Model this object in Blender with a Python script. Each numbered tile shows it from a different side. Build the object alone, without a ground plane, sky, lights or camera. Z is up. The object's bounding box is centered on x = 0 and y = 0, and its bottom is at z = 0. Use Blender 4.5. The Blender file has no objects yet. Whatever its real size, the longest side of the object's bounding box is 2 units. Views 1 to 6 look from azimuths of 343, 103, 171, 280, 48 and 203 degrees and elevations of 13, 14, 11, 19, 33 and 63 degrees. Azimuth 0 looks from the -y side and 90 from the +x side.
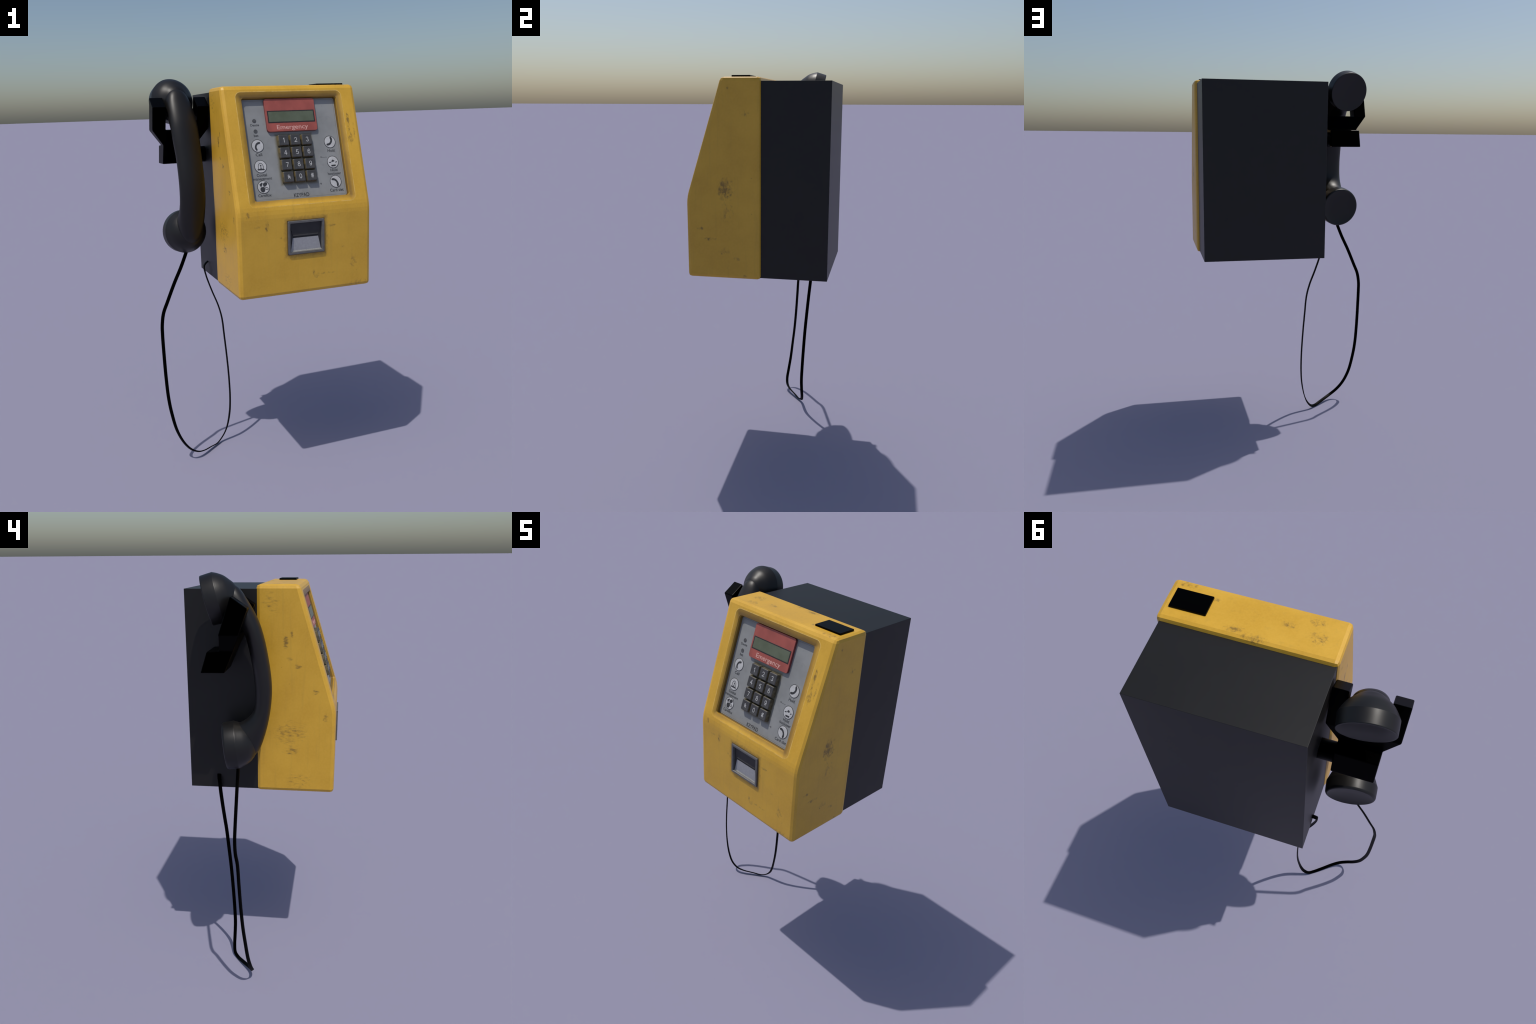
import bpy, bmesh, math
from mathutils import Vector, Matrix

# ---------------------------------------------------------------- basics
YAW = math.radians(2.4)            # the whole phone stands turned a little

root = bpy.data.objects.new("payphone", None)
bpy.context.scene.collection.objects.link(root)
root.rotation_euler = (0, 0, YAW)
root["label"] = "yellow wall payphone with grey keypad panel and black handset"
root["category"] = "payphone"


def link(name, mesh, parent, mats, matrix=None, smooth=None):
    ob = bpy.data.objects.new(name, mesh)
    bpy.context.scene.collection.objects.link(ob)
    ob.parent = parent
    if matrix is not None:
        ob.matrix_local = matrix
    for m in (mats if isinstance(mats, (list, tuple)) else [mats]):
        if m.name not in [x.name for x in mesh.materials if x]:
            mesh.materials.append(m)
    if smooth is not None:
        for p in mesh.polygons:
            p.use_smooth = True
        mesh.set_sharp_from_angle(angle=math.radians(smooth))
    return ob


def to_mesh(bm, name):
    bmesh.ops.recalc_face_normals(bm, faces=bm.faces)
    me = bpy.data.meshes.new(name)
    bm.to_mesh(me)
    bm.free()
    return me


def loft(rings, close_ends=True, bm=None):
    bm = bm or bmesh.new()
    vs = [[bm.verts.new(p) for p in r] for r in rings]
    n = len(rings[0])
    for i in range(len(vs) - 1):
        for j in range(n):
            bm.faces.new((vs[i][j], vs[i][(j + 1) % n], vs[i + 1][(j + 1) % n], vs[i + 1][j]))
    if close_ends:
        bm.faces.new(vs[0][::-1])
        bm.faces.new(vs[-1])
    return bm


def rounded_rect(x0, x1, y0, y1, r, z, seg=6):
    out = []
    for cx, cy, a0 in ((x1 - r, y1 - r, 0), (x0 + r, y1 - r, 90), (x0 + r, y0 + r, 180), (x1 - r, y0 + r, 270)):
        for i in range(seg + 1):
            a = math.radians(a0 + 90 * i / seg)
            out.append((cx + r * math.cos(a), cy + r * math.sin(a), z))
    return out


def plate(x0, x1, y0, y1, z0, z1, r, edge=0.0015, seg=6):
    """Rounded plate lying in XY with a chamfered top edge."""
    e = edge
    return loft([rounded_rect(x0, x1, y0, y1, r, z0, seg), rounded_rect(x0, x1, y0, y1, r, z1 - e, seg),
                 rounded_rect(x0 + e, x1 - e, y0 + e, y1 - e, max(r - e, 1e-4), z1, seg)])


def disc(cx, cy, r, z0, z1, seg=40, edge=0.0006):
    def ring(rr, z):
        return [(cx + rr * math.cos(2 * math.pi * i / seg), cy + rr * math.sin(2 * math.pi * i / seg), z) for i in range(seg)]
    return loft([ring(r, z0), ring(r, z1 - edge), ring(r - edge, z1)])


def prism(outline, z0, z1, bm=None):
    return loft([[(x, y, z0) for x, y in outline], [(x, y, z1) for x, y in outline]], bm=bm)


def bevel_edges(bm, edges, width, seg):
    bmesh.ops.bevel(bm, geom=edges, offset=width, offset_type='OFFSET', segments=seg, profile=0.5, affect='EDGES', clamp_overlap=True)


def catmull(pts, per=10):
    P = [Vector(p) for p in pts]
    P = [2 * P[0] - P[1]] + P + [2 * P[-1] - P[-2]]
    out = []
    for i in range(1, len(P) - 2):
        p0, p1, p2, p3 = P[i - 1:i + 3]
        # centripetal knots keep tight bends from overshooting
        t0 = 0.0
        t1 = t0 + max((p1 - p0).length, 1e-6) ** 0.5
        t2 = t1 + max((p2 - p1).length, 1e-6) ** 0.5
        t3 = t2 + max((p3 - p2).length, 1e-6) ** 0.5
        for k in range(per):
            t = t1 + (t2 - t1) * k / per
            a1 = p0 * ((t1 - t) / (t1 - t0)) + p1 * ((t - t0) / (t1 - t0))
            a2 = p1 * ((t2 - t) / (t2 - t1)) + p2 * ((t - t1) / (t2 - t1))
            a3 = p2 * ((t3 - t) / (t3 - t2)) + p3 * ((t - t2) / (t3 - t2))
            b1 = a1 * ((t2 - t) / (t2 - t0)) + a2 * ((t - t0) / (t2 - t0))
            b2 = a2 * ((t3 - t) / (t3 - t1)) + a3 * ((t - t1) / (t3 - t1))
            out.append(b1 * ((t2 - t) / (t2 - t1)) + b2 * ((t - t1) / (t2 - t1)))
    out.append(P[-2])
    return out


def boolean(ob, cutter, op):
    m = ob.modifiers.new("cut", 'BOOLEAN')
    m.object = cutter
    m.operation = op
    m.solver = 'EXACT'
    dg = bpy.context.evaluated_depsgraph_get()
    me = bpy.data.meshes.new_from_object(ob.evaluated_get(dg))
    ob.modifiers.clear()
    old = ob.data
    ob.data = me
    bpy.data.meshes.remove(old)
    bpy.data.objects.remove(cutter, do_unlink=True)


# ---------------------------------------------------------------- node helpers
class Nodes:
    def __init__(self, name, rough=0.5, metal=0.0, spec=0.5):
        self.mat = bpy.data.materials.new(name)
        self.mat.use_nodes = True
        self.t = self.mat.node_tree
        self.t.nodes.clear()
        self.out = self.t.nodes.new("ShaderNodeOutputMaterial")
        self.p = self.t.nodes.new("ShaderNodeBsdfPrincipled")
        self.t.links.new(self.p.outputs[0], self.out.inputs[0])
        self.p.inputs["Roughness"].default_value = rough
        self.p.inputs["Metallic"].default_value = metal
        self.p.inputs["Specular IOR Level"].default_value = spec
        self.tc = self.t.nodes.new("ShaderNodeTexCoord")
        self.co = self.tc.outputs["Object"]
        self._xyz = None

    def set(self, sock, v):
        if hasattr(v, "is_output"):
            self.t.links.new(v, sock)
        else:
            sock.default_value = v

    def math(self, op, a, b=None, c=None, clamp=False):
        n = self.t.nodes.new("ShaderNodeMath")
        n.operation = op
        n.use_clamp = clamp
        for i, v in enumerate((a, b, c)):
            if v is not None:
                self.set(n.inputs[i], v)
        return n.outputs[0]

    def xyz(self):
        if self._xyz is None:
            n = self.t.nodes.new("ShaderNodeSeparateXYZ")
            self.t.links.new(self.co, n.inputs[0])
            self._xyz = n.outputs
        return self._xyz

    def mapped(self, scale=(1, 1, 1), rot=(0, 0, 0)):
        n = self.t.nodes.new("ShaderNodeMapping")
        n.inputs["Scale"].default_value = scale
        n.inputs["Rotation"].default_value = rot
        self.t.links.new(self.co, n.inputs[0])
        return n.outputs[0]

    def noise(self, scale, detail=4, rough=0.55, vec=None, distort=0.0):
        n = self.t.nodes.new("ShaderNodeTexNoise")
        n.inputs["Scale"].default_value = scale
        n.inputs["Detail"].default_value = detail
        n.inputs["Roughness"].default_value = rough
        n.inputs["Distortion"].default_value = distort
        self.t.links.new(vec or self.co, n.inputs["Vector"])
        return n.outputs[0]

    def ramp(self, fac, lo, hi, a=0.0, b=1.0, smooth=True):
        n = self.t.nodes.new("ShaderNodeMapRange")
        n.interpolation_type = 'SMOOTHSTEP' if smooth else 'LINEAR'
        n.inputs["From Min"].default_value = lo
        n.inputs["From Max"].default_value = hi
        n.inputs["To Min"].default_value = a
        n.inputs["To Max"].default_value = b
        self.set(n.inputs["Value"], fac)
        return n.outputs[0]

    def mix(self, fac, a, b, mode='MIX'):
        n = self.t.nodes.new("ShaderNodeMix")
        n.data_type = 'RGBA'
        n.blend_type = mode
        self.set(n.inputs[0], fac)
        for s, v in ((n.inputs[6], a), (n.inputs[7], b)):
            self.set(s, v if hasattr(v, "is_output") else (*v, 1.0) if len(v) == 3 else v)
        return n.outputs[2]

    def bump(self, height, dist=1.0, strength=1.0, normal=None):
        n = self.t.nodes.new("ShaderNodeBump")
        n.inputs["Strength"].default_value = strength
        n.inputs["Distance"].default_value = dist
        self.t.links.new(height, n.inputs["Height"])
        if normal is not None:
            self.t.links.new(normal, n.inputs["Normal"])
        return n.outputs[0]

    def colour(self, v):
        self.set(self.p.inputs["Base Color"], v if hasattr(v, "is_output") else (*v, 1.0))
        return self.mat


def plain(name, rgb, rough=0.5, metal=0.0, spec=0.5, vary=0.0, scale=40):
    N = Nodes(name, rough, metal, spec)
    if vary:
        f = N.noise(scale, 5, 0.6)
        f = N.ramp(f, 0.3, 0.7)
        return N.colour(N.mix(f, [c * (1 - vary) for c in rgb], [c * (1 + vary) for c in rgb]))
    return N.colour(rgb)


# ---------------------------------------------------------------- main measures (phone frame: x width, y depth, z up)
COVER_X0, COVER_X1 = -0.1975, 0.4865
COVER_Y0, COVER_Y1 = -0.3560, 0.0170
COVER_Z0, COVER_Z1 = 0.9720, 1.9435
KNEE = Vector((0, COVER_Y0, 1.373))
BROW = Vector((0, -0.1775, COVER_Z1))
SLOPE = (BROW - KNEE).normalized()                   # up along the sloping face
OUT = Vector((0, -SLOPE.z, SLOPE.y))                 # outward from it
PANEL = Matrix(((1, 0, 0, 0), (0, SLOPE.y, OUT.y, KNEE.y), (0, SLOPE.z, OUT.z, KNEE.z), (0, 0, 0, 1)))
OPEN_X0, OPEN_X1, OPEN_S0, OPEN_S1 = -0.1018, 0.3820, 0.0560, 0.5410   # recess in the sloping face
DEPTH = 0.0205                                        # panel surface below the face
TRAY_X0, TRAY_X1, TRAY_Z0, TRAY_Z1 = 0.0480, 0.2340, 1.1670, 1.3255

# ---------------------------------------------------------------- materials
def yellow_paint():
    N = Nodes("yellow_paint", rough=0.42, spec=0.5)
    X, Y, Z = N.xyz()
    cloud = N.noise(5, 4, 0.6)
    fine = N.noise(120, 3, 0.6)
    base = N.mix(N.ramp(cloud, 0.3, 0.7), (0.625, 0.345, 0.027), (0.705, 0.402, 0.036))
    base = N.mix(N.ramp(fine, 0.35, 0.7, 0, 0.18), base, (0.79, 0.48, 0.07))
    # faint vertical run marks on the upright faces
    streak = N.noise(1.0, 4, 0.6, N.mapped((45, 45, 3)))
    base = N.mix(N.ramp(streak, 0.52, 0.75, 0, 0.16), base, (0.36, 0.22, 0.04))

    # scuffs: soft spots (centre, radii) broken up by grain
    spots = [
        # front
        ((-0.146, -0.356, 1.364), (0.012, 0.03, 0.022), 0.8), ((-0.054, -0.356, 1.311), (0.014, 0.03, 0.032), 1.15),
        ((-0.10, -0.356, 1.309), (0.030, 0.03, 0.010), 0.5),
        ((0.277, -0.356, 1.288), (0.034, 0.03, 0.009), 0.75), ((0.333, -0.356, 1.179), (0.014, 0.03, 0.007), 0.8),
        ((0.180, -0.356, 1.070), (0.009, 0.03, 0.022), 1.0), ((0.198, -0.356, 1.050), (0.022, 0.03, 0.016), 0.8),
        ((0.250, -0.356, 1.058), (0.060, 0.03, 0.008), 0.6), ((0.391, -0.356, 1.095), (0.022, 0.03, 0.050), 0.62),
        ((0.415, -0.356, 0.993), (0.060, 0.03, 0.022), 0.7), ((0.014, -0.356, 1.251), (0.010, 0.03, 0.012), 0.7),
        # sloping margin right of the panel
        ((0.430, -0.232, 1.765), (0.011, 0.03, 0.085), 1.25), ((0.430, -0.262, 1.690), (0.020, 0.03, 0.050), 0.95),
        ((0.455, -0.246, 1.724), (0.008, 0.03, 0.055), 1.05), ((0.405, -0.29, 1.58), (0.008, 0.03, 0.09), 0.5),
        # left side
        ((-0.197, -0.119, 1.690), (0.03, 0.016, 0.034), 1.35), ((-0.197, -0.147, 1.730), (0.03, 0.009, 0.024), 1.35),
        ((-0.197, -0.136, 1.617), (0.03, 0.020, 0.012), 1.3), ((-0.197, -0.175, 1.582), (0.03, 0.022, 0.015), 1.3),
        ((-0.197, -0.261, 1.465), (0.03, 0.018, 0.020), 1.0), ((-0.197, -0.310, 1.346), (0.03, 0.016, 0.030), 0.9),
        ((-0.197, -0.145, 1.262), (0.03, 0.115, 0.085), 0.66), ((-0.197, -0.145, 1.180), (0.03, 0.050, 0.036), 0.66),
        ((-0.197, -0.195, 1.025), (0.03, 0.110, 0.070), 0.42), ((-0.197, -0.050, 1.860), (0.03, 0.060, 0.100), 0.40),
        # right side
        ((0.486, -0.152, 1.415), (0.03, 0.052, 0.066), 1.25), ((0.486, -0.148, 1.318), (0.03, 0.060, 0.090), 0.48),
        ((0.484, -0.283, 1.223), (0.03, 0.024, 0.010), 1.0), ((0.486, -0.235, 1.170), (0.03, 0.055, 0.014), 0.62),
        ((0.484, -0.165, 1.110), (0.03, 0.036, 0.030), 0.65), ((0.484, -0.105, 1.075), (0.03, 0.035, 0.014), 0.6),
        ((0.484, -0.141, 1.893), (0.03, 0.012, 0.009), 1.0), ((0.484, -0.055, 1.780), (0.03, 0.030, 0.022), 0.6),
        ((0.484, -0.062, 0.985), (0.03, 0.014, 0.014), 0.8),
        # top
        ((0.194, -0.018, 1.942), (0.055, 0.022, 0.02), 1.0), ((0.115, -0.002, 1.942), (0.060, 0.024, 0.03), 1.0),
        ((0.017, -0.095, 1.942), (0.040, 0.018, 0.03), 1.0), ((-0.080, -0.135, 1.942), (0.040, 0.024, 0.03), 0.9),
        ((-0.098, -0.068, 1.942), (0.045, 0.034, 0.03), 1.0), ((0.425, -0.158, 1.942), (0.045, 0.020, 0.03), 1.0),
        ((0.300, -0.122, 1.942), (0.022, 0.012, 0.03), 0.9),
    ]
    soft = None
    for c, r, w in spots:
        m = N.t.nodes.new("ShaderNodeMapping")
        m.vector_type = 'TEXTURE'
        m.inputs["Location"].default_value = c
        m.inputs["Scale"].default_value = r
        N.t.links.new(N.co, m.inputs[0])
        L = N.t.nodes.new("ShaderNodeVectorMath")
        L.operation = 'LENGTH'
        N.t.links.new(m.outputs[0], L.inputs[0])
        v = N.math('MULTIPLY', N.ramp(L.outputs["Value"], 1.25, 0.0), w)
        soft = v if soft is None else N.math('MAXIMUM', soft, v)
    grain = N.noise(85, 6, 0.62, N.mapped((1, 1, 0.7), (0.5, 0.3, 0.2)), 0.4)
    hatch = N.noise(95, 6, 0.62, N.mapped((1.0, 0.42, 1.35), (0.50, 0, 0)), 0.3)
    on_left = N.ramp(X, -0.180, -0.190)
    g = N.t.nodes.new("ShaderNodeMix")
    N.set(g.inputs[0], on_left)
    N.set(g.inputs[2], grain)
    N.set(g.inputs[3], hatch)
    grain = g.outputs[0]
    blot = N.noise(30, 4, 0.6)
    mark = N.math('ADD', N.math('MULTIPLY', soft, 0.25), N.math('ADD', N.math('MULTIPLY', N.math('SUBTRACT', grain, 0.5), 0.95), N.math('MULTIPLY', N.math('SUBTRACT', blot, 0.5), 0.45)))
    core = N.ramp(mark, 0.20, 0.36)
    halo = N.math('MULTIPLY', N.ramp(mark, 0.04, 0.30, 0, 0.42), N.ramp(soft, 0.05, 0.4))
    core = N.math('MULTIPLY', core, N.ramp(soft, 0.05, 0.3))
    base = N.mix(halo, base, (0.22, 0.13, 0.03))
    base = N.mix(N.math('MULTIPLY', core, 0.50), base, (0.065, 0.040, 0.017))
    # sparse specks everywhere
    speck = N.noise(55, 3, 0.5)
    base = N.mix(N.ramp(speck, 0.735, 0.79, 0, 0.4), base, (0.10, 0.06, 0.02))

    # band round the recess in the sloping face: chamfer shading painted darker towards the opening
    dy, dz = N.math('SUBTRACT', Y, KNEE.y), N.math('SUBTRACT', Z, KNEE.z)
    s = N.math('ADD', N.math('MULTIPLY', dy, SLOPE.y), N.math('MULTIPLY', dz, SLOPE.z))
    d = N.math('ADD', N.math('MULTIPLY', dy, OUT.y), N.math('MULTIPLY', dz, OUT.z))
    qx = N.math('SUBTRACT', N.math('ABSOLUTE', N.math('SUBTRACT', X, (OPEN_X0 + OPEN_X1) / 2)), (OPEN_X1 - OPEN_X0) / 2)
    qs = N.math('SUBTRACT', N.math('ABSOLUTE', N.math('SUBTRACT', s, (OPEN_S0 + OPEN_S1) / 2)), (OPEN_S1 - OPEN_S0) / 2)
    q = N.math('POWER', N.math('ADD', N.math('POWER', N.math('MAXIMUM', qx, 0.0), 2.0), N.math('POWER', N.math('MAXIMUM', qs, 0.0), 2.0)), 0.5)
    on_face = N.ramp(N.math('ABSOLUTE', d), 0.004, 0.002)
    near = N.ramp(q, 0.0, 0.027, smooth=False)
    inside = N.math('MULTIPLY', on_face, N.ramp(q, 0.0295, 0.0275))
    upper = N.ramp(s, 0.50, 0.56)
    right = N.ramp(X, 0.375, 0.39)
    shade_tint = N.math('MULTIPLY', inside, N.ramp(N.math('ADD', near, N.math('MULTIPLY', N.math('SUBTRACT', cloud, 0.5), 0.8)), 1.0, 0.0, 0.05, 0.55))
    shade_tint = N.math('ADD', shade_tint, N.math('MULTIPLY', inside, N.math('MULTIPLY', N.math('MAXIMUM', upper, N.math('MULTIPLY', right, 0.7)), 0.38)), clamp=True)
    base = N.mix(shade_tint, base, (0.17, 0.095, 0.022))
    rim = N.math('MULTIPLY', on_face, N.math('MULTIPLY', N.ramp(q, 0.0262, 0.028), N.ramp(q, 0.0315, 0.0290)))
    base = N.mix(N.math('MULTIPLY', rim, N.ramp(N.noise(30, 3), 0.35, 0.6, 0.1, 0.5)), base, (0.85, 0.62, 0.22))
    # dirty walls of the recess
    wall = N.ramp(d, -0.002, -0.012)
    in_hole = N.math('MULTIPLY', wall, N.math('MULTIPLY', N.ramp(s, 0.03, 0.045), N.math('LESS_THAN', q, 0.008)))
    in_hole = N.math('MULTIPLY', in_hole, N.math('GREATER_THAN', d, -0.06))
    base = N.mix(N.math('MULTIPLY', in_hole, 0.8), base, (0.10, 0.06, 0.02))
    # grime darker band round the coin tray
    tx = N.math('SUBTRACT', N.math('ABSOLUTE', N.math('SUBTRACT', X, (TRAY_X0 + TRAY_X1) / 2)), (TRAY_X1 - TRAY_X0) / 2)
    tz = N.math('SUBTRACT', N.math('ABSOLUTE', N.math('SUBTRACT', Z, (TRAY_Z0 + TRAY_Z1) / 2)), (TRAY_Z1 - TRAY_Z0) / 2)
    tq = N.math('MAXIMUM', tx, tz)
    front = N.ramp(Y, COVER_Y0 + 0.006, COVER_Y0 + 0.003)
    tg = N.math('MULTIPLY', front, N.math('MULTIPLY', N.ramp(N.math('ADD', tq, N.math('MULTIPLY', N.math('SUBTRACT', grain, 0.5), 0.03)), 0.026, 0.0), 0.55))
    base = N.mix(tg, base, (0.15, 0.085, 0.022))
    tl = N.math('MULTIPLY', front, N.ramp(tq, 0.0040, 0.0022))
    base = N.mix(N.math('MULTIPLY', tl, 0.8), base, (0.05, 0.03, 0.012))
    # pressed rim relief + orange peel
    h = N.math('MULTIPLY', near, 0.010)
    n1 = N.bump(h, 1.0, 1.0)
    n2 = N.bump(fine, 0.0004, 0.5, n1)
    N.t.links.new(n2, N.p.inputs["Normal"])
    N.set(N.p.inputs["Roughness"], N.ramp(cloud, 0.3, 0.7, 0.36, 0.46))
    return N.colour(base)


def panel_grey():
    N = Nodes("panel_grey", rough=0.5)
    X, S, D = N.xyz()
    f = N.noise(9, 5, 0.6)
    base = N.mix(N.ramp(f, 0.3, 0.7), (0.232, 0.238, 0.234), (0.282, 0.288, 0.284))
    stain = N.noise(22, 6, 0.65)
    base = N.mix(N.ramp(stain, 0.55, 0.75, 0, 0.35), base, (0.16, 0.163, 0.165))
    speck = N.noise(130, 2, 0.5)
    base = N.mix(N.ramp(speck, 0.74, 0.80, 0, 0.7), base, (0.06, 0.06, 0.06))
    # yellowed dirt under and around the keys
    kx = N.math('SUBTRACT', N.math('ABSOLUTE', N.math('SUBTRACT', X, 0.1395)), 0.084)
    ks = N.math('SUBTRACT', N.math('ABSOLUTE', N.math('SUBTRACT', S, 0.248)), 0.112)
    k = N.math('ADD', N.math('MAXIMUM', kx, ks), N.math('MULTIPLY', N.math('SUBTRACT', stain, 0.5), 0.012))
    base = N.mix(N.ramp(k, 0.018, 0.0, 0, 0.85), base, (0.105, 0.085, 0.028))
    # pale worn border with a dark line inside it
    ex = N.math('MINIMUM', N.math('SUBTRACT', X, -0.0985), N.math('SUBTRACT', 0.3765, X))
    es = N.math('MINIMUM', N.math('SUBTRACT', S, 0.0600), N.math('SUBTRACT', 0.5370, S))
    e = N.math('MINIMUM', ex, es)
    line = N.math('MULTIPLY', N.ramp(e, 0.0035, 0.0045), N.ramp(e, 0.0068, 0.0055))
    base = N.mix(N.math('MULTIPLY', line, 0.45), base, (0.11, 0.11, 0.115))
    base = N.mix(N.ramp(e, 0.0035, 0.0015, 0, 0.4), base, (0.32, 0.32, 0.31))
    return N.colour(base)


def key_side():
    N = Nodes("key_side_worn", rough=0.6)
    X, S, D = N.xyz()
    f = N.noise(60, 5, 0.65)
    base = N.mix(N.ramp(f, 0.3, 0.7), (0.065, 0.056, 0.034), (0.170, 0.145, 0.085))
    base = N.mix(N.ramp(N.noise(25, 3), 0.5, 0.65, 0, 0.7), base, (0.190, 0.135, 0.045))
    return N.colour(base)


def charcoal(name, rgb, rough, spec=0.5):
    N = Nodes(name, rough, 0.0, spec)
    f = N.noise(6, 4, 0.6)
    g = N.noise(90, 4, 0.6)
    base = N.mix(N.ramp(f, 0.3, 0.7), [c * 0.92 for c in rgb], [c * 1.08 for c in rgb])
    base = N.mix(N.ramp(g, 0.3, 0.8, 0, 0.10), base, [c * 1.5 for c in rgb])
    return N.colour(base)


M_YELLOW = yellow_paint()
M_PANEL = panel_grey()
M_BOX = charcoal("charcoal_box_paint", (0.0085, 0.0080, 0.0076), 0.45, 0.38)
M_HANDSET = charcoal("black_bakelite", (0.0085, 0.0080, 0.0080), 0.42, 0.40)


def grazing_black(name, rgb, rough):
    """Black that mirrors the sky only at grazing angles."""
    N = Nodes(name, rough)
    N.p.inputs["Specular Tint"].default_value = (0.0, 0.0, 0.0, 1.0)
    dull = N.t.nodes.new("ShaderNodeBsdfDiffuse")
    dull.inputs["Color"].default_value = (*rgb, 1.0)
    mix = N.t.nodes.new("ShaderNodeMixShader")
    mix.inputs[0].default_value = 0.55
    N.t.links.new(N.p.outputs[0], mix.inputs[1])
    N.t.links.new(dull.outputs[0], mix.inputs[2])
    N.t.links.new(mix.outputs[0], N.out.inputs[0])
    return N.colour(rgb)


M_BLACK = grazing_black("flat_black", (0.0004, 0.0004, 0.0004), 0.3)
M_CORD = grazing_black("cord_rubber", (0.0006, 0.0006, 0.0006), 0.4)
M_RED = plain("red_plate", (0.335, 0.078, 0.060), 0.5, vary=0.13, scale=14)
M_RED_EDGE = plain("red_plate_edge", (0.20, 0.045, 0.045), 0.5, vary=0.2, scale=30)
M_SCREEN_RIM = plain("screen_rim", (0.022, 0.017, 0.016), 0.5)
M_KEY = plain("key_charcoal", (0.052, 0.051, 0.051), 0.5, vary=0.15, scale=45)
M_KEYSIDE = key_side()
M_DIGIT = plain("key_digit_white", (0.52, 0.52, 0.51), 0.5, vary=0.12, scale=90)
M_PINK = plain("pale_lettering", (0.66, 0.36, 0.31), 0.5, vary=0.15, scale=80)
M_INK = plain("dark_lettering", (0.032, 0.033, 0.036), 0.6, vary=0.3, scale=120)
M_INK_SOFT = plain("faded_lettering", (0.10, 0.10, 0.10), 0.6, vary=0.3, scale=120)
M_ICON = plain("icon_white", (0.50, 0.50, 0.495), 0.5, vary=0.08, scale=60)
M_RING = plain("icon_ring", (0.060, 0.061, 0.064), 0.5)
M_LAMP = plain("lamp_grey", (0.070, 0.071, 0.073), 0.5, vary=0.25, scale=70)
M_FRAME = plain("tray_steel", (0.122, 0.119, 0.116), 0.42, 0.0, 0.45, vary=0.12, scale=40)
M_TRAY_FLOOR = plain("tray_floor_lightened", (0.33, 0.33, 0.345), 0.5, 0.0, 0.5, vary=0.06, scale=120)  # grey raised so the shallow floor looks lit
M_TRAY_LIP = plain("tray_lip_pale", (0.36, 0.35, 0.32), 0.5, vary=0.2, scale=60)
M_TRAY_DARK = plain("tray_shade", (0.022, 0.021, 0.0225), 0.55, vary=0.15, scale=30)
M_TRAY_EDGE = plain("tray_flap_edge", (0.055, 0.053, 0.050), 0.55)
M_TRAY_GAP = plain("tray_gap", (0.008, 0.008, 0.009), 0.6)


def lcd():
    N = Nodes("screen_green", rough=0.35)
    f = N.noise(16, 5, 0.6)
    base = N.mix(N.ramp(f, 0.3, 0.7), (0.090, 0.108, 0.064), (0.117, 0.138, 0.090))
    scr = N.noise(1.0, 3, 0.6, N.mapped((260, 30, 1), (0, 0, 0.7)))
    base = N.mix(N.ramp(scr, 0.66, 0.74, 0, 0.35), base, (0.20, 0.23, 0.18))
    return N.colour(base)


M_LCD = lcd()

# ---------------------------------------------------------------- back box
bm = bmesh.new()
bmesh.ops.create_cube(bm, size=1.0, matrix=Matrix.Translation((0.1406, 0.1762, 1.4526)) @ Matrix.Diagonal((0.6624, 0.3366, 0.9450, 1)))
bevel_edges(bm, list(bm.edges), 0.0012, 2)
link("back_box", to_mesh(bm, "back_box"), root, M_BOX)

# ---------------------------------------------------------------- yellow front cover
profile = [(COVER_Y1, COVER_Z0), (COVER_Y0, COVER_Z0), (COVER_Y0, KNEE.z), (BROW.y, COVER_Z1), (COVER_Y1, COVER_Z1)]
bm = loft([[(x, y, z) for y, z in profile] for x in (COVER_X0, COVER_X1)])
knee = [e for e in bm.edges if all(abs(v.co.z - KNEE.z) < 1e-4 for v in e.verts) and abs(e.verts[0].co.x - e.verts[1].co.x) > 0.1]
bevel_edges(bm, knee, 0.028, 3)
bm.normal_update()
sharp = [e for e in bm.edges if len(e.link_faces) == 2 and e.calc_face_angle() > math.radians(30)]
bevel_edges(bm, sharp, 0.0175, 2)
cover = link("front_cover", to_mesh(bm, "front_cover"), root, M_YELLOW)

# recess for the control panel, cut square to the sloping face
cut = loft([rounded_rect(OPEN_X0 - e, OPEN_X1 + e, OPEN_S0 - e, OPEN_S1 + e, 0.012 + e, d) for e, d in
            ((0.0015, 0.03), (0.0015, 0.0002), (0.0004, -0.0012), (0.0, -0.0025), (-0.0015, -DEPTH - 0.002))])
boolean(cover, link("cutter", to_mesh(cut, "cutter"), root, M_YELLOW, PANEL), 'DIFFERENCE')
# pocket for the coin tray
cut = plate(TRAY_X0 + 0.004, TRAY_X1 - 0.004, TRAY_Z0 + 0.004, TRAY_Z1 - 0.004, -0.02, 0.03, 0.003)
FRONT = Matrix(((1, 0, 0, 0), (0, 0, -1, COVER_Y0), (0, 1, 0, 0), (0, 0, 0, 1)))
boolean(cover, link("cutter", to_mesh(cut, "cutter"), root, M_YELLOW, FRONT), 'DIFFERENCE')
me = cover.data
for p in me.polygons:
    p.use_smooth = True
me.set_sharp_from_angle(angle=math.radians(2))

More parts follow.
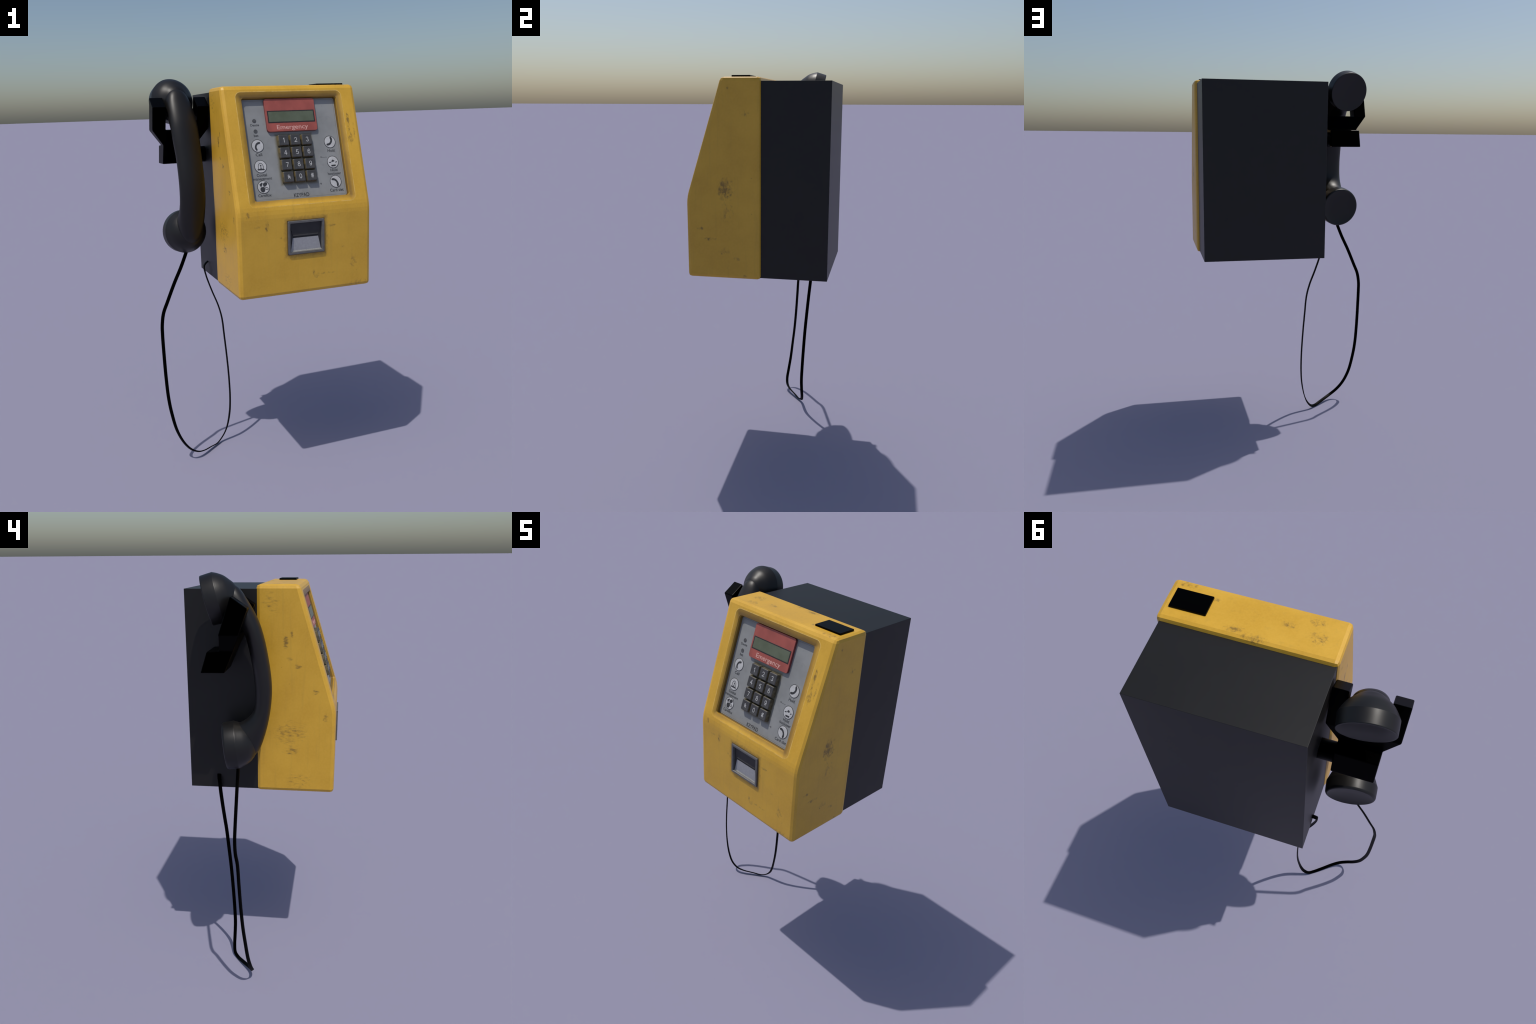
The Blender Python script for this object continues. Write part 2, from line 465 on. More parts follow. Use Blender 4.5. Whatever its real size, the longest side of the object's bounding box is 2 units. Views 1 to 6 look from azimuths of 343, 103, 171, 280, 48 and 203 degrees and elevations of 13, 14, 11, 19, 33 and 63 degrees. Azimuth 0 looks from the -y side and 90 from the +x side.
# flat cover plate on top
bm = bmesh.new()
bmesh.ops.create_cube(bm, size=1.0, matrix=Matrix.Translation((0.3835, -0.0833, 1.9463)) @ Matrix.Diagonal((0.1430, 0.0885, 0.0110, 1)))
bevel_edges(bm, list(bm.edges), 0.0010, 1)
link("card_slot_cover", to_mesh(bm, "card_slot_cover"), root, M_BLACK)

# ---------------------------------------------------------------- control panel
bm = plate(-0.0990, 0.3785, 0.0585, 0.5380, -DEPTH - 0.0018, -DEPTH, 0.010, 0.0010)
panel = link("control_panel", to_mesh(bm, "control_panel"), root, M_PANEL, PANEL)


def on_panel(name, bm, mats, smooth=None):
    return link(name, to_mesh(bm, name), panel, mats, None, smooth)


def face_slots(bm, top_z, side_index):
    for f in bm.faces:
        f.normal_update()
        f.material_index = side_index if f.normal.z < 0.4 else 0


def lettering(name, text, cx, cs, width, height, z, mat, parent=panel, weight=0.0, depth=0.0007, tilt=0.0):
    """Text object turned to mesh, fitted to a given width and capital height."""
    cu = bpy.data.curves.new(name, 'FONT')
    cu.body = text
    cu.size = 1.0
    cu.extrude = 0.02
    cu.offset = weight
    cu.resolution_u = 4
    ob = bpy.data.objects.new("tmp", cu)
    bpy.context.scene.collection.objects.link(ob)
    dg = bpy.context.evaluated_depsgraph_get()
    me = bpy.data.meshes.new_from_object(ob.evaluated_get(dg))
    bpy.data.objects.remove(ob, do_unlink=True)
    bpy.data.curves.remove(cu)
    xs = [v.co.x for v in me.vertices]
    cap = 0.70
    sx, sy = width / (max(xs) - min(xs)), height / cap
    mx = (max(xs) + min(xs)) / 2
    c, s = math.cos(tilt), math.sin(tilt)
    for v in me.vertices:
        x, y = (v.co.x - mx) * sx, (v.co.y - cap / 2) * sy
        v.co = (cx + x * c - y * s, cs + x * s + y * c, z + (v.co.z / 0.04 + 0.5) * depth - 0.0002)
    me.name = name
    return link(name, me, parent, mat)


# red display plate
RED_Z = -0.0085
bm = plate(0.0095, 0.2665, 0.3795, 0.5375, -DEPTH - 0.0005, RED_Z, 0.012, 0.0012)
face_slots(bm, RED_Z, 1)
on_panel("display_plate", bm, [M_RED, M_RED_EDGE])
bm = plate(0.0180, 0.2585, 0.4205, 0.4795, RED_Z - 0.002, RED_Z + 0.0006, 0.0015, 0.0004, 2)
on_panel("display_bezel", bm, M_SCREEN_RIM)
bm = plate(0.0235, 0.2530, 0.4258, 0.4742, RED_Z - 0.002, RED_Z + 0.0011, 0.0008, 0.0003, 2)
on_panel("display_screen", bm, M_LCD)
lettering("display_lettering", "Emergency", 0.1378, 0.4005, 0.1590, 0.0212, RED_Z, M_PINK, weight=0.008)

# keypad: 3 x 4 caps on slightly flared skirts
KEY, PITCH_X, PITCH_S = 0.0462, 0.0594, 0.0580
key_mesh = None
KEY_Z = 0.0012
h = KEY / 2


def key_cap():
    def sq(e, z, r=0.0035):
        return rounded_rect(-h - e, h + e, -h - e, h + e, r, z, 4)
    bm = loft([sq(0.0030, -DEPTH - 0.0005), sq(0.0022, -0.0060), sq(0.0012, KEY_Z - 0.0020), sq(-0.0006, KEY_Z - 0.0003),
               sq(-0.0030, KEY_Z), sq(-0.0050, KEY_Z - 0.0007, 0.003)])
    for f in bm.faces:
        f.normal_update()
    bmesh.ops.recalc_face_normals(bm, faces=bm.faces)
    for f in bm.faces:
        f.material_index = 0 if f.calc_center_median().z > KEY_Z - 0.0014 else 1
    return to_mesh(bm, "keypad_key")


def sweep2d(pts, widths, z0, z1, bm):
    """Flat stroke with round-ish width along a 2D path."""
    P = catmull([(x, y, 0) for x, y in pts], 6)
    n = len(P)
    left, right = [], []
    for i, p in enumerate(P):
        t = (P[min(i + 1, n - 1)] - P[max(i - 1, 0)]).normalized()
        u = i / (n - 1) * (len(widths) - 1)
        j = min(int(u), len(widths) - 2)
        w = widths[j] + (widths[j + 1] - widths[j]) * (u - j)
        left.append((p.x - t.y * w, p.y + t.x * w))
        right.append((p.x + t.y * w, p.y - t.x * w))
    for i in range(n - 1):
        prism([right[i], right[i + 1], left[i + 1], left[i]], z0, z1, bm)
    bmesh.ops.remove_doubles(bm, verts=bm.verts, dist=1e-6)
    return bm


def prism_stroke(pts, w, z0, z1, bm):
    """Straight-cornered stroke: one bar per segment."""
    for i in range(len(pts) - 1):
        (x0, y0), (x1, y1) = pts[i], pts[i + 1]
        L = math.hypot(x1 - x0, y1 - y0)
        dx, dy = (x1 - x0) / L * w, (y1 - y0) / L * w
        z = z1 + 0.00002 * i
        prism([(x0 - dx * 0.9 + dy, y0 - dy * 0.9 - dx), (x1 + dx * 0.9 + dy, y1 + dy * 0.9 - dx),
               (x1 + dx * 0.9 - dy, y1 + dy * 0.9 + dx), (x0 - dx * 0.9 - dy, y0 - dy * 0.9 + dx)], z0, z, bm)


def ring_pts(cx, cy, rx, ry, a0, a1, n):
    return [(cx + rx * math.cos(math.radians(a0 + (a1 - a0) * i / n)), cy + ry * math.sin(math.radians(a0 + (a1 - a0) * i / n))) for i in range(n + 1)]


# plain grotesque figures: strokes in a unit box (True = curved stroke)
GLYPHS = {
    "1": [([(0.06, -0.5), (0.06, 0.5), (-0.22, 0.28)], False)],
    "2": [(ring_pts(0, 0.20, 0.38, 0.30, 170, -25, 6) + [(0.05, -0.20), (-0.36, -0.46)], True), ([(-0.38, -0.48), (0.40, -0.48)], False)],
    "3": [(ring_pts(-0.02, 0.24, 0.33, 0.26, 165, -75, 6), True), (ring_pts(-0.02, -0.23, 0.38, 0.27, 75, -165, 6), True)],
    "4": [([(0.18, -0.5), (0.18, 0.48), (-0.40, -0.22), (0.42, -0.22)], False)],
    "5": [([(0.34, 0.48), (-0.26, 0.48), (-0.33, 0.0)], False), (ring_pts(-0.01, -0.17, 0.38, 0.32, 150, -155, 8), True)],
    "6": [(ring_pts(0, -0.18, 0.37, 0.31, 0, 360, 10), True), ([(-0.37, -0.18), (-0.35, 0.14), (-0.18, 0.44), (0.10, 0.48), (0.33, 0.28)], True)],
    "7": [([(-0.36, 0.46), (0.38, 0.46), (-0.08, -0.5)], False)],
    "8": [(ring_pts(0, 0.25, 0.31, 0.24, 0, 360, 10), True), (ring_pts(0, -0.23, 0.38, 0.27, 0, 360, 10), True)],
    "9": [(ring_pts(0, 0.18, 0.37, 0.31, 0, 360, 10), True), ([(0.37, 0.18), (0.35, -0.14), (0.18, -0.44), (-0.10, -0.48), (-0.33, -0.28)], True)],
    "0": [(ring_pts(0, 0.0, 0.36, 0.50, 0, 360, 12), True)],
    "*": [([(-0.36, 0.16), (-0.05, 0.02)], False), ([(0.02, 0.44), (0.02, -0.08)], False), ([(0.38, 0.06), (0.06, -0.02), (0.42, -0.38)], False),
          ([(-0.34, -0.12), (0.06, -0.02), (-0.26, -0.44)], False), ([(-0.30, 0.38), (-0.22, 0.34)], False)],
    "#": [([(-0.16, -0.48), (-0.10, 0.48)], False), ([(0.20, -0.48), (0.20, 0.46), (0.44, 0.42)], False), ([(-0.36, 0.16), (0.42, 0.16)], False), ([(-0.38, -0.18), (0.44, -0.18)], False)],
}

symbols = ["1", "2", "3", "4", "5", "6", "7", "8", "9", "*", "0", "#"]
key_mesh = key_cap()
k = 0
for row in range(4):
    for col in range(3):
        cx, cs = 0.0565 + h + col * PITCH_X, 0.3580 - h - row * PITCH_S
        # hand-fitted caps: each sits a touch differently
        jx, js = 0.0005 * math.sin(7 * k + 1), 0.0006 * math.sin(5 * k + 2)
        ob = link("keypad_key", key_mesh, panel, [M_KEY, M_KEYSIDE], Matrix.Translation((cx + jx, cs + js, 0.0004 * math.sin(3 * k))), 25 if k == 0 else None)
        t = symbols[k]
        bm = bmesh.new()
        for n_, (stroke, joined) in enumerate(GLYPHS[t]):
            pts = [(x * 0.0150, y * 0.0205) for x, y in stroke]
            if not joined:
                prism_stroke(pts, 0.00115, -0.0004, 0.0003 + 0.00004 * n_, bm)
            else:
                sweep2d(pts, [0.00115, 0.00115], -0.0004, 0.0003 + 0.00004 * n_, bm)
        link("key_symbol", to_mesh(bm, "key_symbol"), panel, M_DIGIT, Matrix.Translation((cx + 0.001, cs, KEY_Z - 0.0004)))
        k += 1

# indicator lamps
for s in (0.4372, 0.3876):
    bm = disc(-0.0462, s, 0.0098, -DEPTH - 0.0005, -DEPTH + 0.0012, 28, 0.0008)
    on_panel("indicator_lamp", bm, M_LAMP)

# icon buttons: ring, white disc, pictogram
ICON_Z = -DEPTH + 0.0012


def ellipse2d(cx, cy, rx, ry, rot, z0, z1, bm, seg=18):
    c, s = math.cos(rot), math.sin(rot)
    o = []
    for i in range(seg):
        a = 2 * math.pi * i / seg
        x, y = rx * math.cos(a), ry * math.sin(a)
        o.append((cx + x * c - y * s, cy + x * s + y * c))
    return prism(o, z0, z1, bm)


def receiver(bm, rot, size, curve):
    """Small handset pictogram: bowed grip with two pads."""
    c, s = math.cos(rot), math.sin(rot)

    def T(x, y):
        return (x * c - y * s) * size, (x * s + y * c) * size
    pts = [T(-0.66, 0.16 * curve), T(-0.36, -0.06 * curve), T(0, -0.13 * curve), T(0.36, -0.06 * curve), T(0.66, 0.16 * curve)]
    sweep2d(pts, [0.20 * size, 0.175 * size, 0.165 * size, 0.175 * size, 0.20 * size], -0.0004, 0.0006, bm)
    for sx in (-1, 1):
        x, y = T(sx * 0.68, 0.22 * curve)
        ellipse2d(x, y, 0.19 * size, 0.28 * size, rot - sx * 0.75 * curve, -0.0004, 0.0007, bm)
    return bm


def picto(kind):
    bm = bmesh.new()
    S = 0.026
    if kind == "call":
        receiver(bm, math.radians(62) + math.pi, S * 0.90, 1.0)
        for v in bm.verts:
            v.co.x -= 0.005
            v.co.y += 0.001
    elif kind == "hold":
        receiver(bm, math.radians(58), S * 0.98, 1.0)
        for v in bm.verts:
            v.co.x += 0.002
    elif kind == "card":
        receiver(bm, math.radians(-52), S * 0.98, -0.9)
        for v in bm.verts:
            v.co.x += 0.001
    elif kind == "bell":
        arc = [(-0.0105, -0.010), (-0.0108, 0.002), (-0.006, 0.0115), (0, 0.0140), (0.006, 0.0115), (0.0108, 0.002), (0.0105, -0.010)]
        sweep2d(arc, [0.0011, 0.0011], -0.0004, 0.0006, bm)
        prism([(-0.0150, -0.0155), (0.0150, -0.0155), (0.0158, -0.0115), (0.0120, -0.0095), (-0.0120, -0.0095), (-0.0158, -0.0115)], -0.0004, 0.0006, bm)
        sweep2d([(0.0, -0.0085), (0.0005, 0.0), (0.0, 0.0065)], [0.0016, 0.0012], -0.0004, 0.0006, bm)
        sweep2d([(-0.003, -0.0075), (0.004, -0.0075)], [0.0009, 0.0009], -0.0004, 0.00065, bm)
        sweep2d([(-0.003, 0.003), (0.0, 0.0065), (0.004, 0.0035)], [0.0010, 0.0008], -0.0004, 0.00065, bm)
    elif kind == "care":
        prism([(-0.015, 0.010), (-0.005, 0.0165), (-0.002, 0.0145), (-0.0075, 0.002), (-0.0115, 0.002)], -0.0004, 0.0006, bm)
        ellipse2d(0.0065, 0.010, 0.0088, 0.0066, 0.5, -0.0004, 0.0006, bm)
        ellipse2d(-0.0045, -0.009, 0.0088, 0.0098, 0.3, -0.0004, 0.0006, bm)
        loop = [(0.000, 0.002), (0.008, -0.001), (0.0160, -0.005), (0.0150, -0.0100), (0.0080, -0.0085), (-0.001, 0.001)]
        sweep2d(loop, [0.0011, 0.0011], -0.0004, 0.0006, bm)
    elif kind == "relay":
        prism([(-0.0095, -0.0195), (0.0105, -0.0190), (0.0115, -0.0120), (-0.0105, -0.0125)], -0.0004, 0.0006, bm)
        ellipse2d(0.0005, 0.0045, 0.0050, 0.0042, 0.4, -0.0004, 0.0006, bm)
        sweep2d([(-0.007, 0.001), (-0.001, 0.009), (0.004, 0.007), (0.0095, 0.003)], [0.0009, 0.0012, 0.0007], -0.0004, 0.00065, bm)
        for x, y in ((-0.0165, -0.0015), (-0.0125, -0.0005), (0.0130, -0.001), (0.0172, 0.0005)):
            ellipse2d(x, y, 0.0024, 0.0017, 0.5, -0.0004, 0.0006, bm)
        sweep2d([(-0.0195, -0.003), (-0.0125, -0.0025), (-0.008, 0.001)], [0.0006, 0.0006], -0.0004, 0.0006, bm)
        sweep2d([(0.0110, -0.0025), (0.0160, -0.0020), (0.0190, 0.002)], [0.0006, 0.0006], -0.0004, 0.0006, bm)
    return bm


for kind, x, s in (("call", -0.0457, 0.3189), ("bell", -0.0449, 0.2211), ("care", -0.0443, 0.1246),
                   ("hold", 0.3255, 0.3210), ("relay", 0.3266, 0.2220), ("card", 0.3271, 0.1272)):
    r = 0.0312 if x < 0 else 0.0308
    bm = disc(x, s, r, -DEPTH - 0.0005, ICON_Z - 0.0003, 48)
    on_panel("icon_ring", bm, M_RING)
    bm = disc(x, s, r - 0.0032, -DEPTH - 0.0005, ICON_Z + 0.0002, 48)
    on_panel("icon_button", bm, M_ICON)
    grow = {"care": 1.30, "bell": 1.12, "relay": 1.10}.get(kind, 1.05)
    link("icon_pictogram", to_mesh(picto(kind), "icon_pictogram"), panel, M_INK, Matrix.Translation((x, s, ICON_Z)) @ Matrix.Diagonal((grow, grow, 1, 1)))

# printed words
for text, x, s, w, hgt, weight in (
        ("Deotie", -0.0461, 0.4178, 0.0425, 0.0100, 0.0), ("bet", -0.0462, 0.3680, 0.0225, 0.0110, 0.004),
        ("Call", -0.0452, 0.2775, 0.0322, 0.0125, 0.006), ("Cosital", -0.0444, 0.1815, 0.0505, 0.0118, 0.004),
        ("manegement", -0.0428, 0.1645, 0.0915, 0.0118, 0.0), ("Carelfox", -0.0428, 0.0862, 0.0650, 0.0122, 0.002),
        ("Hold", 0.3258, 0.2790, 0.0365, 0.0128, 0.006), ("Hold", 0.3269, 0.1838, 0.0362, 0.0120, 0.002),
        ("hooiceser", 0.3266, 0.1670, 0.0700, 0.0118, 0.002), ("Card slet", 0.3271, 0.0862, 0.0720, 0.0128, 0.004),
        ("KEYPAD", 0.1404, 0.0760, 0.0785, 0.0165, 0.004)):
    lettering("panel_lettering", text, x, s, w, hgt * 1.08, -DEPTH, M_INK, weight=weight + 0.008, depth=0.0006)

# pen scribbles
bm = bmesh.new()
sweep2d([(0.264, 0.2490), (0.269, 0.2530), (0.270, 0.2475), (0.266, 0.2478), (0.275, 0.2490), (0.279, 0.2465), (0.283, 0.2485), (0.288, 0.2475), (0.296, 0.2490), (0.2945, 0.2440)],
        [0.0008, 0.0006], -DEPTH - 0.0002, -DEPTH + 0.0004, bm)
on_panel("pen_scribble", bm, M_INK_SOFT)
bm = bmesh.new()
sweep2d([(0.241, 0.1205), (0.248, 0.1212), (0.2465, 0.1245), (0.2525, 0.1225), (0.2505, 0.1165), (0.2490, 0.1225)], [0.0009, 0.0007], -DEPTH - 0.0002, -DEPTH + 0.0004, bm)
on_panel("pen_scribble", bm, M_INK_SOFT)

# ---------------------------------------------------------------- coin return tray (local frame: x, z, outwards from the cover front)
tray_empty_mesh = loft([rounded_rect(TRAY_X0, TRAY_X1, TRAY_Z0, TRAY_Z1, 0.005, -0.010),
                        rounded_rect(TRAY_X0, TRAY_X1, TRAY_Z0, TRAY_Z1, 0.005, 0.0058),
                        rounded_rect(TRAY_X0 + 0.002, TRAY_X1 - 0.002, TRAY_Z0 + 0.002, TRAY_Z1 - 0.002, 0.004, 0.0075)], close_ends=False)
inner = [(0.0100, 0.0072), (0.0108, 0.0060), (0.0125, -0.0060), (0.0125, -0.010)]
rings = [rounded_rect(TRAY_X0 + e, TRAY_X1 - e, TRAY_Z0 + e, TRAY_Z1 - e, 0.0015, d) for e, d in inner]
top = [v for v in tray_empty_mesh.verts if abs(v.co.z - 0.0075) < 1e-5]
allr = [top] + [[tray_empty_mesh.verts.new(p) for p in r] for r in rings]
for i in range(len(allr) - 1):
    for j in range(len(top)):
        k2 = (j + 1) % len(top)
        tray_empty_mesh.faces.new((allr[i][j], allr[i][k2], allr[i + 1][k2], allr[i + 1][j]))
bot = [v for v in tray_empty_mesh.verts if abs(v.co.z + 0.010) < 1e-5]
o_, i_ = bot[:len(top)], bot[len(top):]
for j in range(len(top)):
    k2 = (j + 1) % len(top)
    tray_empty_mesh.faces.new((o_[j], o_[k2], i_[k2], i_[j]))
tray = link("coin_return_tray", to_mesh(tray_empty_mesh, "coin_return_tray"), root, M_FRAME, FRONT, 30)

ix0, ix1, iz0, iz1 = 0.0590, 0.2230, 1.1765, 1.3140
# dark back of the pocket
bm = bmesh.new()
prism([(ix0 - 0.002, iz0 - 0.002), (ix1 + 0.002, iz0 - 0.002), (ix1 + 0.002, iz1 + 0.002), (ix0 - 0.002, iz1 + 0.002)], -0.0095, -0.0075, bm)
link("tray_back", to_mesh(bm, "tray_back"), tray, M_TRAY_GAP)


def wedge(outline_z, name, mat):
    """Plate with a free outline whose front surface follows a given depth per corner."""
    bm = bmesh.new()
    a = [bm.verts.new((x, y, -0.0085)) for x, y, z in outline_z]
    b = [bm.verts.new(p) for p in outline_z]
    n = len(a)
    bm.faces.new(a)
    bm.faces.new(b)
    for i in range(n):
        bm.faces.new((a[i], a[(i + 1) % n], b[(i + 1) % n], b[i]))
    return link(name, to_mesh(bm, name), tray, mat)


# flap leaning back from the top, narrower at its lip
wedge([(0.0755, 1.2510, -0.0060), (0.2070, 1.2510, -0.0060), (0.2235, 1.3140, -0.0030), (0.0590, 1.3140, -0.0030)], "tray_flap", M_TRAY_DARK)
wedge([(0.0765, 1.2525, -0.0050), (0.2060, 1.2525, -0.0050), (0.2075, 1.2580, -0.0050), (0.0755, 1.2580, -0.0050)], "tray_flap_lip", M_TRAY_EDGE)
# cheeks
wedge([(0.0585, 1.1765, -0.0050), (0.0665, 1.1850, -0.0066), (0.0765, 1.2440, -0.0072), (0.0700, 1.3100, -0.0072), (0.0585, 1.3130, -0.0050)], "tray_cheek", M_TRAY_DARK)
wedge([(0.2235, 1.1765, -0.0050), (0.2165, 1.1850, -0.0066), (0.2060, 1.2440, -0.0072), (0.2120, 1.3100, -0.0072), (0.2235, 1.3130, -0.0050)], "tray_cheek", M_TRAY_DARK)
# sloping floor and its paler front lip
wedge([(0.0640, 1.1835, -0.0040), (0.2185, 1.1835, -0.0040), (0.2065, 1.2430, -0.0068), (0.0755, 1.2430, -0.0068)], "tray_floor", M_TRAY_FLOOR)
wedge([(0.0590, 1.1765, -0.0010), (0.2230, 1.1765, -0.0010), (0.2190, 1.1840, -0.0036), (0.0635, 1.1840, -0.0036)], "tray_floor_lip", M_TRAY_LIP)

# ---------------------------------------------------------------- cradle (fork that holds the handset)
def block(x_lo, x_hi, prof):
    """Prism across x; x limits per profile corner may differ: prof = [(y, z, dx_lo, dx_hi)]."""
    return loft([[(x_lo + p[2], p[0], p[1]) for p in prof], [(x_hi + p[3], p[0], p[1]) for p in prof]])


FK0, FK1 = -0.4732, -0.1950        # outer faces of the two prongs
W = 0.0558
cradle = None
parts = [
    block(FK0, FK0 + 0.0655, [(0.086, 1.909, 0, 0), (0.0155, 1.8605, 0, 0), (0.0538, 1.754, 0, 0), (0.1392, 1.7545, 0, 0)]),
    block(FK1 - 0.0605, FK1, [(0.086, 1.909, 0, 0), (0.0155, 1.8605, 0, 0), (0.0538, 1.754, 0, 0), (0.1392, 1.7545, 0, 0)]),
    block(FK0, FK1, [(0.1392, 1.7545, 0, 0), (0.0538, 1.754, 0, 0), (0.0860, 1.6800, W, -W), (0.1480, 1.6800, W, -W)]),
    block(FK0 + W, FK1 - W, [(0.1480, 1.6803, 0, 0), (0.0858, 1.6803, 0, 0), (0.0875, 1.6768, 0, 0), (0.2015, 1.6768, 0, 0)]),
    block(FK0 + W, FK1 - W, [(0.2015, 1.6775, 0, 0), (0.0868, 1.6775, 0, 0), (0.1262, 1.5866, 0, 0), (0.2312, 1.5852, 0, 0)]),
]
for i, b in enumerate(parts):
    ob = link("cradle_fork", to_mesh(b, "cradle_fork"), root, M_BLACK)
    if cradle is None:
        cradle = ob
    else:
        boolean(cradle, ob, 'UNION')
cradle.data.name = "cradle_fork"
if not cradle.data.materials:
    cradle.data.materials.append(M_BLACK)
bm = bmesh.new()
bm.from_mesh(cradle.data)
bmesh.ops.remove_doubles(bm, verts=bm.verts, dist=0.0012)
bmesh.ops.dissolve_limit(bm, angle_limit=math.radians(3), verts=bm.verts, edges=bm.edges)
bm.to_mesh(cradle.data)
bm.free()
mod = cradle.modifiers.new("round_edges", 'BEVEL')
mod.width = 0.0045
mod.segments = 3
mod.limit_method = 'ANGLE'
mod.angle_limit = math.radians(35)
for p in cradle.data.polygons:
    p.use_smooth = False

# arm that carries the fork off the box wall
rings = []
for x, r in ((-0.2580, 0.0385), (-0.2545, 0.0400), (-0.1900, 0.0400)):
    rings.append([(x, 0.1690 + r * math.cos(2 * math.pi * i / 40), 1.6250 + r * math.sin(2 * math.pi * i / 40)) for i in range(40)])
link("cradle_arm", to_mesh(loft(rings), "cradle_arm"), root, M_BLACK, None, 30)

# ---------------------------------------------------------------- handset (local frame: x lateral, y = away from grip, z up; origin at mouthpiece)
R_, U_, B_ = Vector((0.99075, 0.13525, 0.01066)), Vector((-0.02640, 0.11511, 0.99300)), Vector((-0.13308, 0.98410, -0.11761))
HS = Matrix(((R_.x, B_.x, U_.x, -0.3328), (R_.y, B_.y, U_.y, 0.1310), (R_.z, B_.z, U_.z, 1.2390), (0, 0, 0, 1)))
handset = bpy.data.objects.new("handset", None)
bpy.context.scene.collection.objects.link(handset)
handset.parent = root
handset.matrix_local = HS


def spun(profile, centre, axis, lateral_scale=1.0, seg=64):
    """Surface of revolution: profile of (distance along axis, radius); axis in the handset's (forward, up) plane."""
    ax = Vector((0, -axis[0], axis[1])).normalized()
    side = Vector((1, 0, 0))
    up = ax.cross(side).normalized()
    c = Vector((0, -centre[0], centre[1]))
    rings = []
    for t, r in profile:
        rings.append([c + ax * t + side * (r * lateral_scale * math.cos(2 * math.pi * i / seg)) + up * (r * math.sin(2 * math.pi * i / seg)) for i in range(seg)])
    return loft(rings)


def refine(profile, per=6):
    return [(p.x, p.y) for p in catmull([(a, b, 0) for a, b in profile], per)]


ear_profile = [(0.004, 0.001), (0.002, 0.096), (0.0000, 0.1005), (0.0008, 0.1042), (0.0030, 0.1056), (0.0045, 0.1057), (0.0300, 0.1068), (0.0535, 0.1074), (0.0555, 0.1073)] + refine(
    [(0.0575, 0.1062), (0.0660, 0.1024), (0.0790, 0.0955), (0.0990, 0.0815), (0.1180, 0.0600), (0.1320, 0.0420), (0.1420, 0.0200), (0.1450, 0.002)])
link("earpiece", to_mesh(spun(ear_profile, (-0.003, 0.648), (0.9900, 0.1410)), "earpiece"), handset, M_HANDSET, None, 40)
mouth_profile = [(0.0150, 0.001), (0.0138, 0.030), (0.0105, 0.060), (0.0055, 0.083), (0.0012, 0.0945)] + refine([(-0.0010, 0.1000), (0.0015, 0.1055), (0.0080, 0.1090)], 4) + [(0.0100, 0.1093), (0.0300, 0.1102), (0.0535, 0.1108), (0.0555, 0.1107)] + refine(
    [(0.0575, 0.1098), (0.0660, 0.1062), (0.0760, 0.1022), (0.0960, 0.0935), (0.1160, 0.0800), (0.1360, 0.0560), (0.1470, 0.0300), (0.1500, 0.002)])
link("mouthpiece", to_mesh(spun(mouth_profile, (-0.0160, -0.0005), (1.0, 0.0)), "mouthpiece"), handset, M_HANDSET, None, 32)

# grip: elliptical sections strung between its outer and inner outline (forward, up)
sections = [  # outer, inner, half width
    ((0.1020, 0.7120), (0.0560, 0.5560), 0.0560),
    ((0.1400, 0.6870), (0.0860, 0.5500), 0.0610),
    ((0.1723, 0.6310), (0.1130, 0.5340), 0.0670),
    ((0.2088, 0.5396), (0.1390, 0.4950), 0.0685),
    ((0.2240, 0.4600), (0.1490, 0.4380), 0.0675),
    ((0.2318, 0.3700), (0.1555, 0.3600), 0.0645),
    ((0.2337, 0.2900), (0.1568, 0.2900), 0.0645),
    ((0.2289, 0.2213), (0.1523, 0.2180), 0.0650),
    ((0.2087, 0.1280), (0.1346, 0.1447), 0.0655),
    ((0.1770, 0.0370), (0.1000, 0.1130), 0.0660),
    ((0.1400, -0.0360), (0.0700, 0.1010), 0.0650),
    ((0.1020, -0.0720), (0.0440, 0.0950), 0.0600),
]
outer = catmull([(a[0], a[1], w) for a, b, w in sections], 8)
inner_ = catmull([(b[0], b[1], w) for a, b, w in sections], 8)
rings = []
SEG = 48
for o, i in zip(outer, inner_):
    c = (o + i) / 2
    d = Vector((o.x - i.x, o.y - i.y)) / 2
    ring = []
    for j in range(SEG):
        a = 2 * math.pi * j / SEG
        ca, sa = math.cos(a), math.sin(a)
        ca, sa = math.copysign(abs(ca) ** 0.92, ca), math.copysign(abs(sa) ** 0.92, sa)
        ring.append((o.z * sa - 0.003 * max(0.0, min(1.0, (c.y - 0.2) / 0.25)), -(c.x + d.x * ca), c.y + d.y * ca))
    rings.append(ring)
link("grip", to_mesh(loft(rings), "grip"), handset, M_HANDSET, None, 60)

